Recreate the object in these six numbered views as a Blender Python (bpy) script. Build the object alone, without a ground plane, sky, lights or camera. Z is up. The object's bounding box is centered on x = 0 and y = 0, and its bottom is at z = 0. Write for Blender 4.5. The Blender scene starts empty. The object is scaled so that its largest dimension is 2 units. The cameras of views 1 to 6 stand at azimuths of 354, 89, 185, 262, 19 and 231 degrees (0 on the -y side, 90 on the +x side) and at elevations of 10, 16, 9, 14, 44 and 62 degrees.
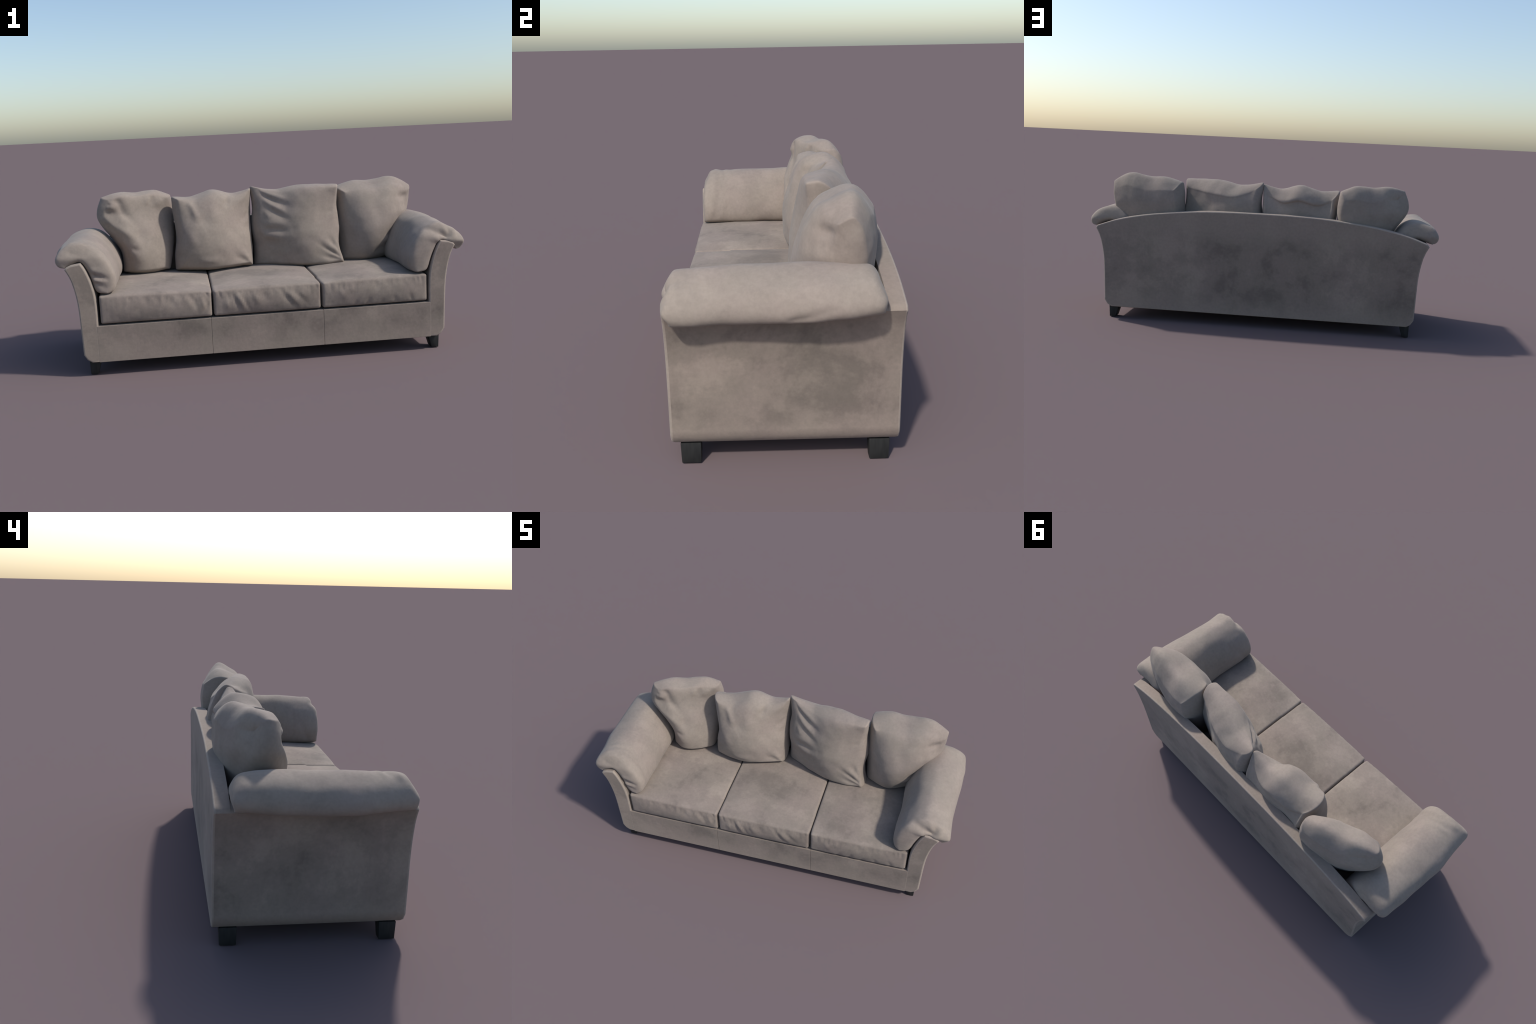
# Three-seat suede sofa: upholstered frame with flared arms and an arched back,
# three box seat cushions, four loose back pillows, two pillow-top arm pads, four block legs.
import bpy, bmesh, math, random
from mathutils import Vector, noise

random.seed(7)
scene = bpy.context.scene

# ------------------------------------------------------------------ materials
def node(nt, kind, **props):
    n = nt.nodes.new(kind)
    for k, v in props.items():
        setattr(n, k, v)
    return n

def ramp(nt, stops):
    r = node(nt, 'ShaderNodeValToRGB')
    r.color_ramp.interpolation = 'EASE'
    els = r.color_ramp.elements
    els[0].position, els[1].position = stops[0][0], stops[-1][0]
    els[0].color = els[1].color = (0, 0, 0, 1)
    els[0].color = (*stops[0][1], 1)
    els[1].color = (*stops[-1][1], 1)
    for p, c in stops[1:-1]:
        e = els.new(p)
        e.color = (*c, 1)
    return r

def suede(name, light, dark, nap, nap_scale=3.2, centre=0.0, edges=1.0, joined=False):
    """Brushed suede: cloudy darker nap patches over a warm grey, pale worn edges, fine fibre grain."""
    m = bpy.data.materials.new(name)
    m.use_nodes = True
    nt = m.node_tree
    L = nt.links.new
    bsdf = nt.nodes['Principled BSDF']
    bsdf.inputs['Roughness'].default_value = 0.92
    bsdf.inputs['Specular IOR Level'].default_value = 0.15
    bsdf.inputs['Sheen Weight'].default_value = 0.10
    bsdf.inputs['Sheen Roughness'].default_value = 0.5
    tc = node(nt, 'ShaderNodeTexCoord')
    info = node(nt, 'ShaderNodeObjectInfo')
    shift = node(nt, 'ShaderNodeVectorMath', operation='SCALE')
    shift.inputs[0].default_value = (13.0, 7.0, 21.0)
    L(info.outputs['Random'], shift.inputs['Scale'])
    pos = node(nt, 'ShaderNodeVectorMath', operation='ADD')
    L(tc.outputs['Object'], pos.inputs[0])
    # frame parts share one continuous pattern, loose pieces each get their own
    L(info.outputs['Location'] if joined else shift.outputs[0], pos.inputs[1])
    # cloudy nap
    big = node(nt, 'ShaderNodeTexNoise')
    big.inputs['Scale'].default_value = nap_scale
    big.inputs['Detail'].default_value = 9
    big.inputs['Roughness'].default_value = 0.66
    big.inputs['Distortion'].default_value = 0.15
    L(pos.outputs[0], big.inputs['Vector'])
    patch = ramp(nt, [(0.36, (0, 0, 0)), (0.50, (0.45,) * 3), (0.66, (1, 1, 1))])
    L(big.outputs['Fac'], patch.inputs[0])
    # patches gather toward the middle of each part
    gmap = node(nt, 'ShaderNodeVectorMath', operation='SUBTRACT')
    gmap.inputs[1].default_value = (0.5, 0.5, 0.45)
    L(tc.outputs['Generated'], gmap.inputs[0])
    gl = node(nt, 'ShaderNodeVectorMath', operation='LENGTH')
    L(gmap.outputs[0], gl.inputs[0])
    gm = node(nt, 'ShaderNodeMapRange')
    gm.inputs['From Min'].default_value = 0.45
    gm.inputs['From Max'].default_value = 0.80
    gm.inputs['To Min'].default_value = 1.0
    gm.inputs['To Max'].default_value = 1.0 - centre
    L(gl.outputs['Value'], gm.inputs['Value'])
    weight = gm.outputs[0]
    if joined:                          # patches thin out toward the floor and the top
        sep = node(nt, 'ShaderNodeSeparateXYZ')
        L(pos.outputs[0], sep.inputs[0])
        zr = ramp(nt, [(0.06, (0.25,) * 3), (0.20, (1.0,) * 3), (0.44, (1.0,) * 3), (0.56, (0.3,) * 3)])
        L(sep.outputs['Z'], zr.inputs[0])
        weight = zr.outputs[0]
    pm = node(nt, 'ShaderNodeMath', operation='MULTIPLY')
    L(patch.outputs[0], pm.inputs[0])
    L(weight, pm.inputs[1])
    pk = node(nt, 'ShaderNodeMath', operation='MULTIPLY')
    pk.inputs[1].default_value = nap
    L(pm.outputs[0], pk.inputs[0])
    mix = node(nt, 'ShaderNodeMix', data_type='RGBA')
    mix.inputs['A'].default_value = (*light, 1)
    mix.inputs['B'].default_value = (*dark, 1)
    L(pk.outputs[0], mix.inputs['Factor'])
    # slow greenish / rosy drift
    hue = node(nt, 'ShaderNodeTexNoise')
    hue.inputs['Scale'].default_value = 5.5
    hue.inputs['Detail'].default_value = 3
    L(pos.outputs[0], hue.inputs['Vector'])
    hr = ramp(nt, [(0.35, (1.012, 0.995, 1.0)), (0.65, (0.994, 1.0, 0.985))])
    L(hue.outputs['Fac'], hr.inputs[0])
    mul = node(nt, 'ShaderNodeMix', data_type='RGBA', blend_type='MULTIPLY')
    mul.inputs['Factor'].default_value = 1.0
    L(mix.outputs['Result'], mul.inputs['A'])
    L(hr.outputs[0], mul.inputs['B'])
    # fibre grain
    fine = node(nt, 'ShaderNodeTexNoise')
    fine.inputs['Scale'].default_value = 70
    fine.inputs['Detail'].default_value = 5
    fine.inputs['Roughness'].default_value = 0.7
    L(pos.outputs[0], fine.inputs['Vector'])
    fr = ramp(nt, [(0.3, (0.94,) * 3), (0.7, (1.05,) * 3)])
    L(fine.outputs['Fac'], fr.inputs[0])
    mul2 = node(nt, 'ShaderNodeMix', data_type='RGBA', blend_type='MULTIPLY')
    mul2.inputs['Factor'].default_value = 1.0
    L(mul.outputs['Result'], mul2.inputs['A'])
    L(fr.outputs[0], mul2.inputs['B'])
    # paler convex edges, darker folds
    geo = node(nt, 'ShaderNodeNewGeometry')
    er = ramp(nt, [(0.42, (1 - 0.2 * edges,) * 3), (0.49, (1.0,) * 3), (0.53, (1.0,) * 3), (0.64, (1 + 0.14 * edges,) * 3)])
    L(geo.outputs['Pointiness'], er.inputs[0])
    mul3 = node(nt, 'ShaderNodeMix', data_type='RGBA', blend_type='MULTIPLY')
    mul3.inputs['Factor'].default_value = 1.0
    L(mul2.outputs['Result'], mul3.inputs['A'])
    L(er.outputs[0], mul3.inputs['B'])
    L(mul3.outputs['Result'], bsdf.inputs['Base Color'])
    # fine relief
    mid = node(nt, 'ShaderNodeTexNoise')
    mid.inputs['Scale'].default_value = 26
    mid.inputs['Detail'].default_value = 4
    L(pos.outputs[0], mid.inputs['Vector'])
    b = node(nt, 'ShaderNodeBump')
    b.inputs['Strength'].default_value = 0.25
    b.inputs['Distance'].default_value = 0.004
    L(mid.outputs['Fac'], b.inputs['Height'])
    b2 = node(nt, 'ShaderNodeBump')
    b2.inputs['Strength'].default_value = 0.12
    b2.inputs['Distance'].default_value = 0.001
    L(fine.outputs['Fac'], b2.inputs['Height'])
    L(b.outputs[0], b2.inputs['Normal'])
    L(b2.outputs[0], bsdf.inputs['Normal'])
    return m

frame_suede = suede('frame_suede', (0.276, 0.227, 0.190), (0.160, 0.133, 0.114), 1.0, 3.9, 0.6, 0.0, True)
pale_edge_suede = suede('worn_suede', (0.315, 0.265, 0.224), (0.260, 0.218, 0.186), 1.0, 3.7, 0.6, 0.0, True)
seat_suede = suede('seat_suede', (0.287, 0.239, 0.201), (0.166, 0.139, 0.120), 1.0, 4.8, 0.35, 1.0)
pillow_suede = suede('pillow_suede', (0.295, 0.247, 0.209), (0.232, 0.195, 0.167), 0.9, 5.0, 0.2, 1.0)

def painted_wood():
    m = bpy.data.materials.new('dark_painted_wood')
    m.use_nodes = True
    nt = m.node_tree
    L = nt.links.new
    bsdf = nt.nodes['Principled BSDF']
    tc = node(nt, 'ShaderNodeTexCoord')
    mp = node(nt, 'ShaderNodeMapping')
    mp.inputs['Scale'].default_value = (60, 60, 12)
    L(tc.outputs['Object'], mp.inputs['Vector'])
    n = node(nt, 'ShaderNodeTexNoise')
    n.inputs['Scale'].default_value = 1.5
    n.inputs['Detail'].default_value = 5
    L(mp.outputs[0], n.inputs['Vector'])
    r = ramp(nt, [(0.3, (0.013, 0.0135, 0.0135)), (0.7, (0.022, 0.0225, 0.022))])
    L(n.outputs['Fac'], r.inputs[0])
    L(r.outputs[0], bsdf.inputs['Base Color'])
    bsdf.inputs['Roughness'].default_value = 0.6
    bsdf.inputs['Specular IOR Level'].default_value = 0.3
    return m

leg_wood = painted_wood()

# ------------------------------------------------------------------ helpers
sofa = bpy.data.objects.new('sofa', None)
scene.collection.objects.link(sofa)
sofa['label'] = 'grey-beige suede three-seat sofa with loose back pillows'
sofa['category'] = 'sofa'

def smoothstep(a, b, x):
    t = min(1.0, max(0.0, (x - a) / (b - a)))
    return t * t * (3 - 2 * t)

def add_part(name, verts, faces, mat, smooth=True, sharp_angle=None):
    lo = [min(v[i] for v in verts) for i in range(3)]
    hi = [max(v[i] for v in verts) for i in range(3)]
    c = Vector([(a + b) / 2 for a, b in zip(lo, hi)])
    me = bpy.data.meshes.new(name)
    me.from_pydata([tuple(Vector(v) - c) for v in verts], [], faces)
    bm = bmesh.new()
    bm.from_mesh(me)
    bmesh.ops.recalc_face_normals(bm, faces=bm.faces)
    bm.to_mesh(me)
    bm.free()
    me.polygons.foreach_set('use_smooth', [smooth] * len(me.polygons))
    if sharp_angle:
        me.set_sharp_from_angle(angle=math.radians(sharp_angle))
    me.materials.append(mat)
    ob = bpy.data.objects.new(name, me)
    ob.location = c
    ob.parent = sofa
    scene.collection.objects.link(ob)
    return ob

def catmull(pts, per, closed=False):
    """Catmull-Rom through tuples of any dimension."""
    n = len(pts)
    out = []
    segs = n if closed else n - 1
    for i in range(segs):
        if closed:
            p0, p1, p2, p3 = (pts[(i + k - 1) % n] for k in range(4))
        else:
            p0, p1, p2, p3 = pts[max(i - 1, 0)], pts[i], pts[i + 1], pts[min(i + 2, n - 1)]
        for j in range(per):
            t = j / per
            out.append(tuple(0.5 * (2 * b + (c - a) * t + (2 * a - 5 * b + 4 * c - d) * t * t
                                    + (3 * b - a - 3 * c + d) * t ** 3)
                             for a, b, c, d in zip(p0, p1, p2, p3)))
    if not closed:
        out.append(tuple(pts[-1]))
    return out

def sample(pts, t):
    """Catmull-Rom through evenly spaced tuples, t in 0..1."""
    n = len(pts) - 1
    x = min(max(t, 0.0), 1.0) * n
    i = min(int(x), n - 1)
    f = x - i
    p0, p1, p2, p3 = pts[max(i - 1, 0)], pts[i], pts[i + 1], pts[min(i + 2, n)]
    return tuple(0.5 * (2 * b + (c - a) * f + (2 * a - 5 * b + 4 * c - d) * f * f
                        + (3 * b - a - 3 * c + d) * f ** 3)
                 for a, b, c, d in zip(p0, p1, p2, p3))

def inset(poly, d):
    """Offset a counter-clockwise (x, z) polygon inward by d."""
    n = len(poly)
    out = []
    for i in range(n):
        a, b, c = Vector(poly[i - 1]), Vector(poly[i]), Vector(poly[(i + 1) % n])
        e1, e2 = (b - a).normalized(), (c - b).normalized()
        n1, n2 = Vector((-e1.y, e1.x)), Vector((-e2.y, e2.x))
        m = n1 + n2
        k = m.length_squared
        m = m * (2.0 / k) if k > 0.3 else m
        out.append(tuple(b + m * d))
    return out

def extrude_outline(name, poly, stations, mat):
    """Skin an (x, z) outline along y; stations = (y, inset), so ends can be rounded."""
    area = sum(poly[i - 1][0] * poly[i][1] - poly[i][0] * poly[i - 1][1] for i in range(len(poly)))
    if area < 0:
        poly = poly[::-1]
    n = len(poly)
    verts, faces = [], []
    for y, d in stations:
        verts += [(x, y, z) for x, z in (inset(poly, d) if d else poly)]
    for s in range(len(stations) - 1):
        for i in range(n):
            j = (i + 1) % n
            faces.append((s * n + i, s * n + j, (s + 1) * n + j, (s + 1) * n + i))
    faces.append(tuple(range(n)))
    faces.append(tuple(range((len(stations) - 1) * n, len(stations) * n)))
    ob = add_part(name, verts, faces, mat, True, 50)
    ob.data.materials.append(pale_edge_suede)
    for s in range(len(stations) - 1):                 # paler bevel faces along the edges
        if stations[s][1] != stations[s + 1][1]:
            for i in range(n):
                ob.data.polygons[s * n + i].material_index = 1
    wn = ob.modifiers.new('weighted_normals', 'WEIGHTED_NORMAL')
    wn.keep_sharp = True
    return ob

def round_end(y, r, direction, seg=4):
    """Quarter-round stations from the cap to the full outline."""
    return [(y + direction * r * (1 - math.cos(a)), r * (1 - math.sin(a)))
            for a in (math.pi / 2 * k / seg for k in range(seg + 1))]

def box_grid(nx, ny, nz):
    """Surface of a cube as index triples with shared borders."""
    idx, keys, faces = {}, [], []
    def vid(i, j, k):
        t = (i, j, k)
        if t not in idx:
            idx[t] = len(keys)
            keys.append(t)
        return idx[t]
    for i in range(nx):
        for j in range(ny):
            for k, o in ((0, 1), (nz, 0)):
                q = [vid(i, j, k), vid(i + 1, j, k), vid(i + 1, j + 1, k), vid(i, j + 1, k)]
                faces.append(q)
    for i in range(nx):
        for k in range(nz):
            for j in (0, ny):
                faces.append([vid(i, j, k), vid(i + 1, j, k), vid(i + 1, j, k + 1), vid(i, j, k + 1)])
    for j in range(ny):
        for k in range(nz):
            for i in (0, nx):
                faces.append([vid(i, j, k), vid(i, j + 1, k), vid(i, j + 1, k + 1), vid(i, j, k + 1)])
    return keys, faces

def relax(verts, faces, rounds, lam=0.5, weight=None):
    nb = [set() for _ in verts]
    for f in faces:
        for a in range(4):
            nb[f[a]].update((f[a - 1], f[(a + 1) % 4]))
    nb = [tuple(s) for s in nb]
    v = [Vector(p) for p in verts]
    for _ in range(rounds):
        w = []
        for i, p in enumerate(v):
            avg = Vector((0, 0, 0))
            for j in nb[i]:
                avg += v[j]
            l = lam * (weight[i] if weight else 1.0)
            w.append(p.lerp(avg / len(nb[i]), l))
        v = w
    return v

def vertex_normals(verts, faces):
    me = bpy.data.meshes.new('tmp')
    me.from_pydata([tuple(p) for p in verts], [], faces)
    bm = bmesh.new()
    bm.from_mesh(me)
    bmesh.ops.recalc_face_normals(bm, faces=bm.faces)
    bm.normal_update()
    ns = [v.normal.copy() for v in bm.verts]
    bm.free()
    bpy.data.meshes.remove(me)
    return ns

def fold(u, w, folds):
    """Height of a list of folds (u0, w0, u1, w1, width, height) at (u, w).
    Each is strongest in its first half and fades toward its far end."""
    h = 0.0
    for u0, w0, u1, w1, wd, a in folds:
        du, dw = u1 - u0, w1 - w0
        l2 = du * du + dw * dw
        t = ((u - u0) * du + (w - w0) * dw) / l2
        tt = min(1.0, max(0.0, t))
        d2 = (u - u0 - tt * du) ** 2 + (w - w0 - tt * dw) ** 2
        wd *= 1.0 + 0.35 * tt
        if d2 > 9 * wd * wd:
            continue
        start = 1.0 if min(u0, 1 - u0, w0, 1 - w0) < 0.12 else smoothstep(-0.1, 0.35, tt)
        h += a * start * math.exp(-d2 / (wd * wd)) * (1 - 0.85 * smoothstep(0.35, 1.0, tt))
    return h

# ------------------------------------------------------------------ frame
FRONT, BACK_IN, BACK = -0.344, 0.300, 0.356
OUTER = catmull([(0.876, 0.104), (0.879, 0.213), (0.882, 0.310), (0.887, 0.370),
                 (0.897, 0.428), (0.911, 0.476), (0.931, 0.516)], 4)
INNER = catmull([(0.857, 0.543), (0.843, 0.522), (0.828, 0.488), (0.813, 0.442),
                 (0.802, 0.388), (0.798, 0.330), (0.798, 0.240)], 4)
ARM = [(0.838, 0.065), (0.860, 0.079)] + OUTER + [(0.923, 0.527), (0.900, 0.537)] + INNER + [(0.798, 0.066)]

for s in (-1, 1):
    extrude_outline('arm_frame', [(s * x, z) for x, z in ARM],
                    round_end(FRONT, 0.009, 1) + [(FRONT + 0.02, 0), (-0.1, 0), (0.1, 0), (BACK_IN, 0)], frame_suede)

ARC = catmull([(0.923, 0.530), (0.814, 0.568), (0.681, 0.598), (0.548, 0.618), (0.347, 0.638),
               (0.155, 0.645), (0.0, 0.646)], 4)
half = [(0.838, 0.065), (0.860, 0.079)] + OUTER + ARC
outline = half + [(-x, z) for x, z in reversed(half[:-1])]
extrude_outline('back_panel', outline,
                [(BACK_IN, 0), (BACK_IN + 0.02, 0)] + round_end(BACK, 0.007, -1)[::-1],
                frame_suede)

def rounded_box(name, x0, x1, y0, y1, z0, z1, r, mat, seg=3):
    bm = bmesh.new()
    bmesh.ops.create_cube(bm, size=1)
    for v in bm.verts:
        v.co = Vector(((v.co.x + .5) * (x1 - x0) + x0, (v.co.y + .5) * (y1 - y0) + y0, (v.co.z + .5) * (z1 - z0) + z0))
    bmesh.ops.bevel(bm, geom=bm.edges[:], offset=r, segments=seg, profile=0.5, affect='EDGES')
    verts = [tuple(v.co) for v in bm.verts]
    faces = [tuple(v.index for v in f.verts) for f in bm.faces]
    bm.free()
    ob = add_part(name, verts, faces, mat, True, 35)
    wn = ob.modifiers.new('weighted_normals', 'WEIGHTED_NORMAL')
    wn.keep_sharp = True
    return ob

for x0, x1 in ((-0.8060, -0.2700), (-0.2700, 0.2730), (0.2730, 0.8060)):
    rounded_box('front_rail', x0, x1, FRONT - 0.0006, FRONT + 0.030, 0.0655, 0.2405, 0.0028, frame_suede, 2)
rounded_box('seat_deck', -0.797, 0.797, FRONT + 0.031, BACK_IN - 0.001, 0.068, 0.236, 0.003, frame_suede)

# ------------------------------------------------------------------ legs
def leg():
    # block leg, its inner face tapering toward the floor; local +x is the outer side
    top = [(-0.032, -0.032), (0.026, -0.032), (0.026, 0.032), (-0.032, 0.032)]
    foot = [(-0.010, -0.030), (0.024, -0.030), (0.024, 0.030), (-0.010, 0.030)]
    bm = bmesh.new()
    a = [bm.verts.new((x, y, 0.070)) for x, y in top]
    b = [bm.verts.new((x, y, 0.0)) for x, y in foot]
    bm.faces.new(a)
    bm.faces.new(b[::-1])
    for i in range(4):
        bm.faces.new((a[i], b[i], b[(i + 1) % 4], a[(i + 1) % 4]))
    bmesh.ops.recalc_face_normals(bm, faces=bm.faces)
    bmesh.ops.bevel(bm, geom=bm.edges[:], offset=0.003, segments=2, profile=0.5, affect='EDGES')
    me = bpy.data.meshes.new('leg')
    bm.to_mesh(me)
    bm.free()
    me.polygons.foreach_set('use_smooth', [True] * len(me.polygons))
    me.set_sharp_from_angle(angle=math.radians(40))
    me.materials.append(leg_wood)
    return me

leg_mesh = leg()
for sx in (-1, 1):
    for y in (-0.284, 0.297):
        ob = bpy.data.objects.new('leg', leg_mesh)
        ob.location = (sx * 0.830, y, 0)
        if sx < 0:
            ob.rotation_euler = (0, 0, math.pi)
        ob.parent = sofa
        scene.collection.objects.link(ob)

# ------------------------------------------------------------------ seat cushions
def seat_cushion(x0, x1, zl, zr, folds, seed):
    NX, NY, NZ = 64, 64, 18
    keys, faces = box_grid(NX, NY, NZ)
    y0, y1, zb = -0.343, 0.285, 0.249
    r = 0.010
    def warp(i, n, k=0.55):            # crowd the grid toward the edges
        t = 2 * i / n - 1
        return (k * t + (1 - k) * math.sin(t * math.pi / 2))
    verts = []
    for i, j, k in keys:
        u, v, w = warp(i, NX), warp(j, NY), warp(k, NZ)
        cx, cy, cz = (x1 - x0) / 2, (y1 - y0) / 2, 0.5
        top = zl + (zr - zl) * (u + 1) / 2
        h = (top - zb) / 2
        p = Vector((u * cx, v * cy, w * h))
        q = Vector((max(-cx + r, min(cx - r, p.x)), max(-cy + r, min(cy - r, p.y)), max(-h + r, min(h - r, p.z))))
        d = p - q
        if d.length > 1e-9 and sum(abs(c) > 1e-9 for c in d) > 1:
            d = d.normalized() * r
        p = q + d
        full = (1 - abs(u) ** 3) * (1 - abs(v) ** 3)
        if w > 0.2:
            p.z += 0.016 * full * smoothstep(0.2, 1, w) * (1.0 if v < 0 else 1 - 0.3 * v)
            p.z += 0.004 * noise.noise(Vector((u * 1.7 + seed, v * 1.7, seed))) * full
        if v < -0.5:
            belly = (1 - abs(u) ** 4) * (1 - w * w)
            p.y -= 0.013 * belly * smoothstep(-0.5, -1, v)
            # corners of the front pull in
            p.x *= 1 - 0.012 * smoothstep(-0.85, -1, v) * smoothstep(0.7, 1, abs(u))
            p.z += -0.004 * smoothstep(0.6, 1, abs(u)) * smoothstep(0.7, 1, w)
        verts.append(Vector((p.x + (x0 + x1) / 2, p.y + (y0 + y1) / 2, p.z + (top + zb) / 2)))
    ns = vertex_normals(verts, faces)
    for n, (i, j, k) in enumerate(keys):
        u, v, w = warp(i, NX), warp(j, NY), warp(k, NZ)
        if v < -0.93:
            f = smoothstep(-0.93, -0.985, v) * smoothstep(1.0, 0.86, w) * smoothstep(-1, -0.9, w)
            verts[n] = verts[n] + ns[n] * f * fold((u + 1) / 2, (w + 1) / 2 * 0.25, folds)
            verts[n].y += f * 0.0012 * noise.noise(Vector((u * 14 + seed * 3, w * 1.5, 2.0)))
    return add_part('seat_cushion', verts, faces, seat_suede)

rng = random.Random(3)
def puckers(lo, hi, count, lean, deep):
    """Short tucks hanging from the upper seam of the seat front (v runs 0..0.25)."""
    out = []
    for q in range(count):
        u = lo + (hi - lo) * (q + rng.uniform(0.2, 0.8)) / count
        ln = rng.uniform(0.04, 0.11)
        wd = rng.uniform(0.006, 0.010)
        a = -deep * rng.uniform(0.5, 1.0)
        out.append((u, 0.235, u + lean * rng.uniform(0.5, 1.3), 0.235 - ln, wd, a))
    return out

seat_cushion(-0.788, -0.2605, 0.386, 0.375,
             puckers(0.25, 0.98, 15, 0.02, 0.0052)
             + [(0.76, 0.23, 0.80, 0.09, 0.018, 0.0045), (0.83, 0.22, 0.87, 0.05, 0.014, -0.0045),
                (0.90, 0.20, 0.95, 0.03, 0.016, 0.005), (0.97, 0.12, 0.90, 0.02, 0.010, -0.004),
                (0.60, 0.22, 0.66, 0.10, 0.025, -0.004)], 1.3)
seat_cushion(-0.2555, 0.2635, 0.376, 0.378,
             puckers(0.04, 0.97, 18, 0.03, 0.0048)
             + [(0.17, 0.21, 0.25, 0.03, 0.014, -0.0055), (0.22, 0.20, 0.30, 0.03, 0.013, 0.0065),
                (0.27, 0.18, 0.34, 0.02, 0.012, -0.0050), (0.36, 0.22, 0.44, 0.06, 0.022, 0.0055),
                (0.46, 0.22, 0.50, 0.08, 0.030, -0.004),
                (0.66, 0.22, 0.82, 0.02, 0.014, 0.0055), (0.62, 0.20, 0.76, 0.02, 0.014, -0.005),
                (0.72, 0.22, 0.90, 0.03, 0.013, -0.005), (0.12, 0.15, 0.15, 0.03, 0.02, 0.004)], 5.1)
seat_cushion(0.2685, 0.7905, 0.377, 0.384,
             puckers(0.06, 0.98, 18, 0.01, 0.0052)
             + [(0.30, 0.01, 0.33, 0.08, 0.012, -0.004), (0.42, 0.01, 0.45, 0.10, 0.013, -0.0045),
                (0.55, 0.01, 0.58, 0.07, 0.012, -0.003), (0.70, 0.02, 0.66, 0.09, 0.014, -0.0035),
                (0.17, 0.18, 0.22, 0.04, 0.03, 0.004), (0.85, 0.02, 0.82, 0.09, 0.013, -0.0035)], 9.7)

# ------------------------------------------------------------------ back pillows
def back_pillow(top, right, bottom, left, front_mid, back_mid, swell, ridge, front_drop, folds, seed,
                lean=0.75, rounds=7):
    """A stuffed pillow. The four edges of its outline run clockwise from the top left corner, each
    given as (x, z, y of the front seam, y of the back seam); neighbours share their corner.
    front_mid / back_mid are the y reached by the middle of the front and of the back; swell is how far
    the side walls stand out beyond the two seams at top, right, bottom and left. ridge is where the
    top is highest (0 front seam, 1 back seam), front_drop how far the front seam lies below it."""
    N, T = 64, 16
    st, sr, sb, sl = swell
    keys, faces = box_grid(N, N, T)
    bottom_lr = bottom[::-1]
    left_tb = left[::-1]
    def coons(u, w):                   # u 0..1 left to right, w 0..1 top to bottom
        a, b = sample(top, u), sample(bottom_lr, u)
        c, d = sample(left_tb, w), sample(right, w)
        tl, tr, br, bl = top[0], top[-1], bottom[0], bottom[-1]
        return [(1 - w) * a[q] + w * b[q] + (1 - u) * c[q] + u * d[q]
                - ((1 - u) * (1 - w) * tl[q] + u * (1 - w) * tr[q] + (1 - u) * w * bl[q] + u * w * br[q])
                for q in range(4)]
    m = coons(0.5, 0.5)
    bf, bb = front_mid - m[2], back_mid - m[3]
    def warp(i, n):
        t = i / n
        return 0.7 * t + 0.3 * (1 - math.cos(t * math.pi)) / 2
    verts, uv = [], []
    for i, j, k in keys:
        u, w, t = warp(i, N), warp(j, N), k / T
        x, z, yf, yb = coons(u, w)
        a, b = abs(2 * u - 1), abs(2 * w ** lean - 1)
        full = (1 - a ** 2.2) * (1 - b ** 2.2)
        yf += bf * full
        yb += bb * full
        y = yf + (yb - yf) * t
        # seams sit inside the outline, side walls swell out to it
        prof = 1 - math.sin(math.pi * t) ** 0.7
        x += prof * (sl * (1 - u) - sr * u)
        z += prof * sb * w
        # the top slopes like a roof from its ridge down to the two seams
        if t < ridge:
            drop = front_drop * ((ridge - t) / ridge) ** 1.4
        else:
            drop = (st + 0.012 + 0.036 * (1 - a * a)) * ((t - ridge) / (1 - ridge)) ** 1.7
        z -= drop * (1 - w) ** 1.5 * (1 - 0.3 * a ** 4 * (1 - t))
        verts.append(Vector((x, y, z)))
        uv.append((u, 1 - w, t))
    verts = relax(verts, faces, rounds)
    ns = vertex_normals(verts, faces)
    out = []
    for p, n, (u, w, t) in zip(verts, ns, uv):
        h = 0.003 + 0.0050 * noise.noise(Vector((p.x * 8 + seed, p.y * 8, p.z * 8)))
        h += 0.0020 * noise.noise(Vector((p.x * 20 + seed, p.y * 20, p.z * 20)))
        if t < 0.5:
            h += 0.85 * fold(u, w, folds) * max(0.0, 1 - t * 3) * (0.15 + 0.85 * smoothstep(0, 0.12, min(u, 1 - u, w, 1 - w)))
        out.append(p + n * h)
    return add_part('back_pillow', out, faces, pillow_suede)

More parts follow.
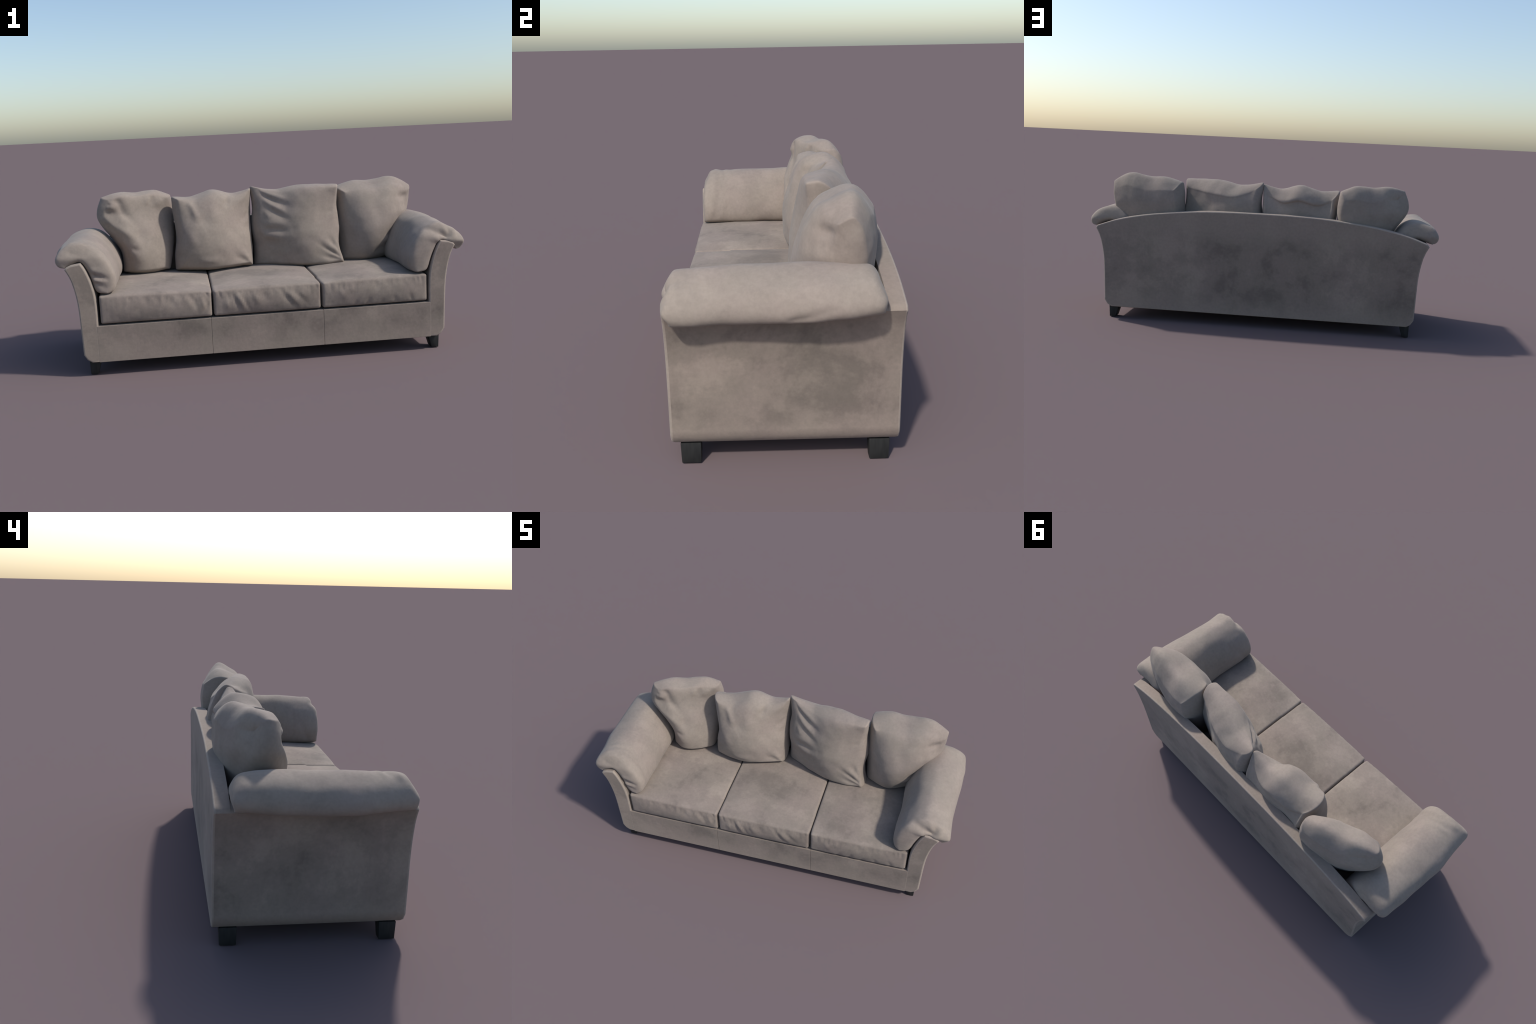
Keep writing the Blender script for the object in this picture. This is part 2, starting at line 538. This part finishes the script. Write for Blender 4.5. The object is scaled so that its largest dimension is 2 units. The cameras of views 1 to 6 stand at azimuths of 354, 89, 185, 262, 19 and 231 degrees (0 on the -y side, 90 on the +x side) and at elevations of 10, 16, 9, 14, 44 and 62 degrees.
back_pillow(
    top=[(-0.790, 0.800, 0.122, 0.200), (-0.705, 0.822, 0.135, 0.262), (-0.619, 0.815, 0.165, 0.295),
         (-0.520, 0.820, 0.200, 0.320), (-0.436, 0.786, 0.235, 0.325)],
    right=[(-0.436, 0.786, 0.235, 0.325), (-0.424, 0.705, 0.245, 0.330), (-0.425, 0.610, 0.205, 0.320),
           (-0.435, 0.500, 0.150, 0.290), (-0.455, 0.400, 0.120, 0.240)],
    bottom=[(-0.455, 0.400, 0.120, 0.240), (-0.540, 0.396, 0.085, 0.250), (-0.600, 0.394, 0.072, 0.250),
            (-0.655, 0.396, 0.075, 0.240), (-0.700, 0.405, 0.095, 0.220)],
    left=[(-0.700, 0.405, 0.095, 0.220), (-0.704, 0.500, 0.090, 0.245), (-0.745, 0.585, 0.095, 0.245),
          (-0.818, 0.700, 0.112, 0.215), (-0.790, 0.800, 0.122, 0.200)],
    front_mid=0.093, back_mid=0.306, swell=(0.030, 0.022, 0.020, 0.040), ridge=0.50, front_drop=0.015,
    folds=[(0.02, 0.81, 0.40, 0.72, 0.045, -0.013), (0.05, 0.88, 0.26, 0.80, 0.026, 0.008),
           (0.04, 0.91, 0.14, 0.87, 0.018, -0.005), (0.18, 0.94, 0.48, 0.62, 0.050, -0.016),
           (0.03, 0.95, 0.30, 0.82, 0.035, 0.007), (0.02, 0.70, 0.36, 0.42, 0.06, 0.011),
           (0.14, 0.30, 0.46, 0.28, 0.035, -0.007),
           (0.76, 0.92, 0.74, 0.80, 0.03, -0.005), (0.68, 0.90, 0.66, 0.80, 0.03, 0.005),
           (0.86, 0.90, 0.80, 0.75, 0.05, 0.006), (0.45, 0.55, 0.50, 0.40, 0.08, -0.006)],
    seed=1.0)

back_pillow(
    top=[(-0.424, 0.782, 0.120, 0.255), (-0.330, 0.776, 0.140, 0.290), (-0.215, 0.808, 0.160, 0.310),
         (-0.112, 0.782, 0.185, 0.300), (0.000, 0.802, 0.208, 0.255)],
    right=[(0.000, 0.802, 0.208, 0.255), (-0.003, 0.700, 0.213, 0.300), (-0.005, 0.600, 0.195, 0.310),
           (-0.006, 0.495, 0.150, 0.300), (-0.010, 0.392, 0.115, 0.260)],
    bottom=[(-0.010, 0.392, 0.115, 0.260), (-0.130, 0.388, 0.082, 0.270), (-0.240, 0.386, 0.068, 0.270),
            (-0.340, 0.392, 0.074, 0.260), (-0.424, 0.397, 0.095, 0.240)],
    left=[(-0.424, 0.397, 0.095, 0.240), (-0.420, 0.490, 0.088, 0.290), (-0.407, 0.570, 0.085, 0.305),
          (-0.420, 0.680, 0.108, 0.300), (-0.424, 0.782, 0.120, 0.255)],
    front_mid=0.062, back_mid=0.298, swell=(0.030, 0.012, 0.022, 0.032), ridge=0.38, front_drop=0.013,
    folds=[(0.20, 0.93, 0.32, 0.66, 0.04, 0.010), (0.24, 0.96, 0.16, 0.90, 0.05, -0.004),
           (0.34, 0.78, 0.42, 0.52, 0.08, -0.009), (0.72, 0.98, 0.66, 0.80, 0.035, -0.010),
           (0.64, 0.97, 0.60, 0.86, 0.04, 0.005), (0.96, 0.96, 0.72, 0.80, 0.05, 0.007),
           (0.95, 0.68, 0.88, 0.58, 0.03, -0.006), (0.98, 0.62, 0.90, 0.50, 0.035, 0.005),
           (0.98, 0.04, 0.82, 0.24, 0.030, 0.009), (0.92, 0.05, 0.78, 0.18, 0.030, -0.006),
           (0.05, 0.05, 0.18, 0.22, 0.03, 0.006), (0.30, 0.13, 0.70, 0.10, 0.035, 0.005),
           (0.15, 0.60, 0.20, 0.30, 0.07, 0.005)],
    seed=4.0)

back_pillow(
    top=[(0.002, 0.811, 0.212, 0.268), (0.125, 0.792, 0.165, 0.290), (0.233, 0.806, 0.125, 0.280),
         (0.350, 0.811, 0.108, 0.235), (0.460, 0.803, 0.102, 0.192)],
    right=[(0.460, 0.803, 0.102, 0.192), (0.456, 0.708, 0.115, 0.205), (0.470, 0.575, 0.112, 0.210),
           (0.455, 0.480, 0.078, 0.195), (0.472, 0.385, 0.045, 0.160)],
    bottom=[(0.472, 0.385, 0.045, 0.160), (0.370, 0.377, 0.048, 0.215), (0.260, 0.376, 0.060, 0.260),
            (0.130, 0.380, 0.105, 0.280), (0.004, 0.385, 0.170, 0.270)],
    left=[(0.004, 0.385, 0.170, 0.270), (0.010, 0.490, 0.155, 0.310), (0.001, 0.603, 0.145, 0.320),
          (0.008, 0.710, 0.175, 0.305), (0.002, 0.811, 0.212, 0.270)],
    front_mid=0.058, back_mid=0.294, swell=(0.026, 0.012, 0.020, 0.038), ridge=0.40, front_drop=0.012,
    folds=[(0.00, 0.99, 0.42, 0.80, 0.040, 0.0079), (0.05, 0.89, 0.46, 0.75, 0.040, -0.0094),
           (0.09, 0.82, 0.36, 0.64, 0.032, 0.0065), (0.12, 0.74, 0.36, 0.58, 0.040, -0.0079),
           (0.08, 0.66, 0.17, 0.57, 0.032, 0.0050), (0.06, 0.54, 0.32, 0.59, 0.042, 0.0050),
           (0.07, 0.46, 0.36, 0.49, 0.036, -0.0079), (0.06, 0.38, 0.34, 0.40, 0.036, 0.0065),
           (0.07, 0.29, 0.28, 0.26, 0.06, -0.0050),
           (0.99, 0.11, 0.68, 0.38, 0.028, 0.0065), (0.97, 0.15, 0.80, 0.42, 0.026, -0.0065),
           (0.97, 0.05, 0.72, 0.22, 0.020, 0.0058), (0.95, 0.08, 0.66, 0.30, 0.020, -0.0072),
           (0.94, 0.02, 0.66, 0.15, 0.026, -0.0058), (0.93, 0.18, 0.96, 0.40, 0.035, 0.0058),
           (0.92, 0.60, 0.99, 0.74, 0.05, 0.0043), (0.95, 0.67, 0.82, 0.66, 0.025, -0.0036)],
    seed=8.0)

back_pillow(
    top=[(0.470, 0.786, 0.132, 0.305), (0.555, 0.812, 0.140, 0.305), (0.660, 0.815, 0.148, 0.290),
         (0.780, 0.827, 0.145, 0.265), (0.877, 0.776, 0.160, 0.232)],
    right=[(0.877, 0.776, 0.160, 0.232), (0.870, 0.690, 0.175, 0.245), (0.845, 0.600, 0.170, 0.245),
           (0.795, 0.505, 0.140, 0.250), (0.747, 0.398, 0.120, 0.235)],
    bottom=[(0.747, 0.398, 0.120, 0.235), (0.680, 0.388, 0.095, 0.260), (0.610, 0.382, 0.080, 0.270),
            (0.540, 0.382, 0.090, 0.260), (0.472, 0.388, 0.120, 0.240)],
    left=[(0.472, 0.388, 0.120, 0.240), (0.462, 0.490, 0.135, 0.280), (0.455, 0.600, 0.140, 0.300),
          (0.458, 0.700, 0.140, 0.310), (0.470, 0.786, 0.132, 0.305)],
    front_mid=0.046, back_mid=0.303, swell=(0.028, 0.014, 0.022, 0.030), ridge=0.55, front_drop=0.036, lean=0.92,
    folds=[(0.92, 0.86, 0.76, 0.76, 0.040, -0.010), (0.97, 0.80, 0.93, 0.92, 0.03, 0.006),
           (0.90, 0.62, 0.70, 0.52, 0.06, 0.006), (0.88, 0.30, 0.68, 0.24, 0.035, -0.008),
           (0.85, 0.22, 0.62, 0.20, 0.04, 0.008), (0.80, 0.38, 0.98, 0.60, 0.05, 0.006),
           (0.60, 0.10, 0.88, 0.12, 0.05, -0.007)],
    seed=12.0)

# ------------------------------------------------------------------ arm pillows
# Cross-section over the arm as two sides from outer lip to seat: the crown and the underside.
CROWN = [(0.944, 0.525), (0.968, 0.532), (0.980, 0.557), (0.973, 0.593), (0.943, 0.629), (0.893, 0.646),
         (0.838, 0.643), (0.788, 0.620), (0.745, 0.565), (0.713, 0.495), (0.704, 0.440), (0.714, 0.402), (0.740, 0.389)]
UNDER = [(0.944, 0.525), (0.932, 0.525), (0.918, 0.530), (0.903, 0.538), (0.884, 0.546), (0.866, 0.549),
         (0.851, 0.541), (0.836, 0.516), (0.823, 0.483), (0.811, 0.448), (0.803, 0.420), (0.786, 0.396), (0.740, 0.389)]

def arm_pillow(side, drift, folds, lip, seed, y0=-0.334, y1=0.300):
    """drift(y, x, z) -> (dx, dz) varies the section along the arm."""
    a, b = catmull(CROWN, 7), catmull(UNDER, 7)
    m = len(a)
    ring = [(p, ((p[0] + q[0]) / 2, (p[1] + q[1]) / 2)) for p, q in zip(a, b)]
    ring += [(q, ((p[0] + q[0]) / 2, (p[1] + q[1]) / 2)) for p, q in list(zip(a, b))[-2:0:-1]]
    n = len(ring)
    stations = []                                          # (y, how far the section is opened)
    df, db, e = 0.032, 0.050, 3.0
    for k in range(1, 15):
        f = math.sin(math.pi / 2 * k / 14)
        stations.append((y0 + df * (1 - (1 - f ** e) ** (1 / e)), f))
    ya, yb = y0 + df, y1 - db
    stations += [(ya + (yb - ya) * k / 72, 1.0) for k in range(1, 73)]
    for k in range(13, 0, -1):
        f = math.sin(math.pi / 2 * k / 14)
        stations.append((y1 - db * (1 - (1 - f ** e) ** (1 / e)), f))
    verts = []
    for y, f in stations:
        for (x, z), (mx, mz) in ring:
            px, pz = mx + (x - mx) * f, mz + (z - mz) * f
            # the two tips of the section draw in at the ends
            px += (1 - f) * 0.06 * (0.83 - px)
            pz += (1 - f) * 0.06 * (0.54 - pz)
            dx, dz = drift(y, px, pz)
            # the front leans back over the crown and at the hanging lip
            near = smoothstep(-0.14, -0.33, y)
            far = smoothstep(0.16, 0.29, y)
            hang = smoothstep(0.585, 0.525, pz) * smoothstep(0.88, 0.95, px)
            crest = smoothstep(0.565, 0.640, pz)
            verts.append(Vector((px + dx, y + near * (0.020 * crest + lip * hang)
                                 - far * (0.014 * crest + 0.008 * hang), pz + dz)))
    faces = []
    for s in range(len(stations) - 1):
        for i in range(n):
            j = (i + 1) % n
            faces.append((s * n + i, s * n + j, (s + 1) * n + j, (s + 1) * n + i))
    # close both ends by zipping the crown to the underside
    for o in (0, (len(stations) - 1) * n):
        for i in range(m - 1):
            p, q = i, i + 1
            r, t = (n - i) % n, n - i - 1
            if p == r:
                faces.append((o + p, o + q, o + t))
            elif q == t:
                faces.append((o + p, o + q, o + r))
            else:
                faces.append((o + p, o + q, o + t, o + r))
    quads = [f for f in faces if len(f) == 4]
    verts = relax(verts, quads, 6, 0.45)
    ns = vertex_normals(verts, faces)
    out = []
    for p, nn in zip(verts, ns):
        h = 0.006 * noise.noise(Vector((p.x * 7 + seed, p.y * 6, p.z * 7)))
        h += 0.002 * noise.noise(Vector((p.x * 18 + seed, p.y * 15, p.z * 18)))
        h += 0.8 * folds(p)
        q = p + nn * h
        out.append(Vector((side * q.x, q.y, q.z)))
    return add_part('arm_pillow', out, faces, pillow_suede)

def line3(p, a, b, wd, h):
    """A fold along the 3D segment a-b."""
    a, b = Vector(a), Vector(b)
    d = b - a
    t = min(1.0, max(0.0, (p - a).dot(d) / d.length_squared))
    r2 = (p - a - d * t).length_squared
    return h * math.exp(-r2 / wd ** 2) * (1 - 0.6 * t) if r2 < 9 * wd * wd else 0.0

def left_folds(p):
    h = 0.0
    for z, a, reach, tilt, wd in ((0.505, 0.006, 0.045, -0.012, 0.013), (0.478, -0.013, 0.055, -0.016, 0.011),
                                  (0.458, 0.008, 0.042, -0.006, 0.010), (0.438, -0.007, 0.036, -0.014, 0.012),
                                  (0.412, -0.003, 0.024, 0.004, 0.013)):
        x = 0.803 - 0.2 * (0.5 - z)
        h += line3(p, (x, -0.333, z), (x - reach, -0.333, z + tilt), wd, a)
    h += line3(p, (0.93, -0.275, 0.63), (0.77, -0.27, 0.60), 0.012, 0.007)
    h += line3(p, (0.77, -0.275, 0.60), (0.712, -0.29, 0.45), 0.012, 0.007)
    h += line3(p, (0.92, -0.245, 0.64), (0.78, -0.22, 0.61), 0.012, -0.006)
    h += line3(p, (0.90, -0.205, 0.64), (0.80, -0.18, 0.63), 0.014, -0.004)
    h += line3(p, (0.735, -0.25, 0.54), (0.705, -0.275, 0.42), 0.010, -0.006)
    h += line3(p, (0.720, -0.22, 0.50), (0.703, -0.25, 0.41), 0.010, 0.004)
    h += line3(p, (0.90, -0.315, 0.585), (0.78, -0.315, 0.555), 0.014, -0.005)
    return h

def right_folds(p):
    h = 0.0
    h += line3(p, (0.885, -0.342, 0.560), (0.800, -0.315, 0.597), 0.017, -0.022)
    h += line3(p, (0.860, -0.343, 0.545), (0.770, -0.325, 0.560), 0.015, 0.009)
    h += line3(p, (0.885, -0.342, 0.588), (0.855, -0.280, 0.625), 0.014, 0.006)
    h += line3(p, (0.905, -0.343, 0.568), (0.905, -0.290, 0.612), 0.012, -0.008)
    h += line3(p, (0.930, -0.342, 0.565), (0.930, -0.300, 0.600), 0.014, 0.004)
    h += line3(p, (0.950, -0.342, 0.560), (0.955, -0.300, 0.590), 0.012, -0.004)
    h += line3(p, (0.735, -0.20, 0.560), (0.705, -0.20, 0.440), 0.012, -0.004)
    h += line3(p, (0.735, -0.02, 0.560), (0.705, 0.00, 0.440), 0.012, -0.005)
    h += line3(p, (0.710, -0.28, 0.420), (0.740, -0.22, 0.540), 0.014, -0.006)
    h += line3(p, (0.985, 0.135, 0.545), (0.985, 0.03, 0.515), 0.013, -0.012)
    h += line3(p, (0.975, 0.120, 0.525), (0.970, 0.02, 0.505), 0.012, 0.006)
    return h

def left_drift(y, x, z):
    t = (y + 0.338) / 0.65
    outer = smoothstep(0.84, 0.95, x)
    crown = smoothstep(0.52, 0.62, z)
    dx = outer * (-0.008 + 0.028 * smoothstep(0, 0.45, t) - 0.010 * t)
    dz = crown * (-0.016 + 0.010 * smoothstep(0, 0.7, t) - 0.010 * smoothstep(0.75, 1, t)) - outer * 0.013 * math.sin(math.pi * t)
    return dx, dz

def right_drift(y, x, z):
    t = (y + 0.338) / 0.65
    outer = smoothstep(0.84, 0.95, x)
    crown = smoothstep(0.52, 0.62, z)
    dx = outer * (0.006 + 0.006 * t - 0.008 * math.sin(t * 6.3))
    dz = crown * (-0.014 + 0.010 * smoothstep(0, 0.5, t) - 0.010 * smoothstep(0.7, 1, t)) + outer * (-0.034 + 0.030 * t - 0.008 * math.sin(math.pi * t))
    return dx, dz

arm_pillow(-1, left_drift, left_folds, 0.010, 2.0)
arm_pillow(1, right_drift, right_folds, 0.028, 6.0, -0.345, 0.294)
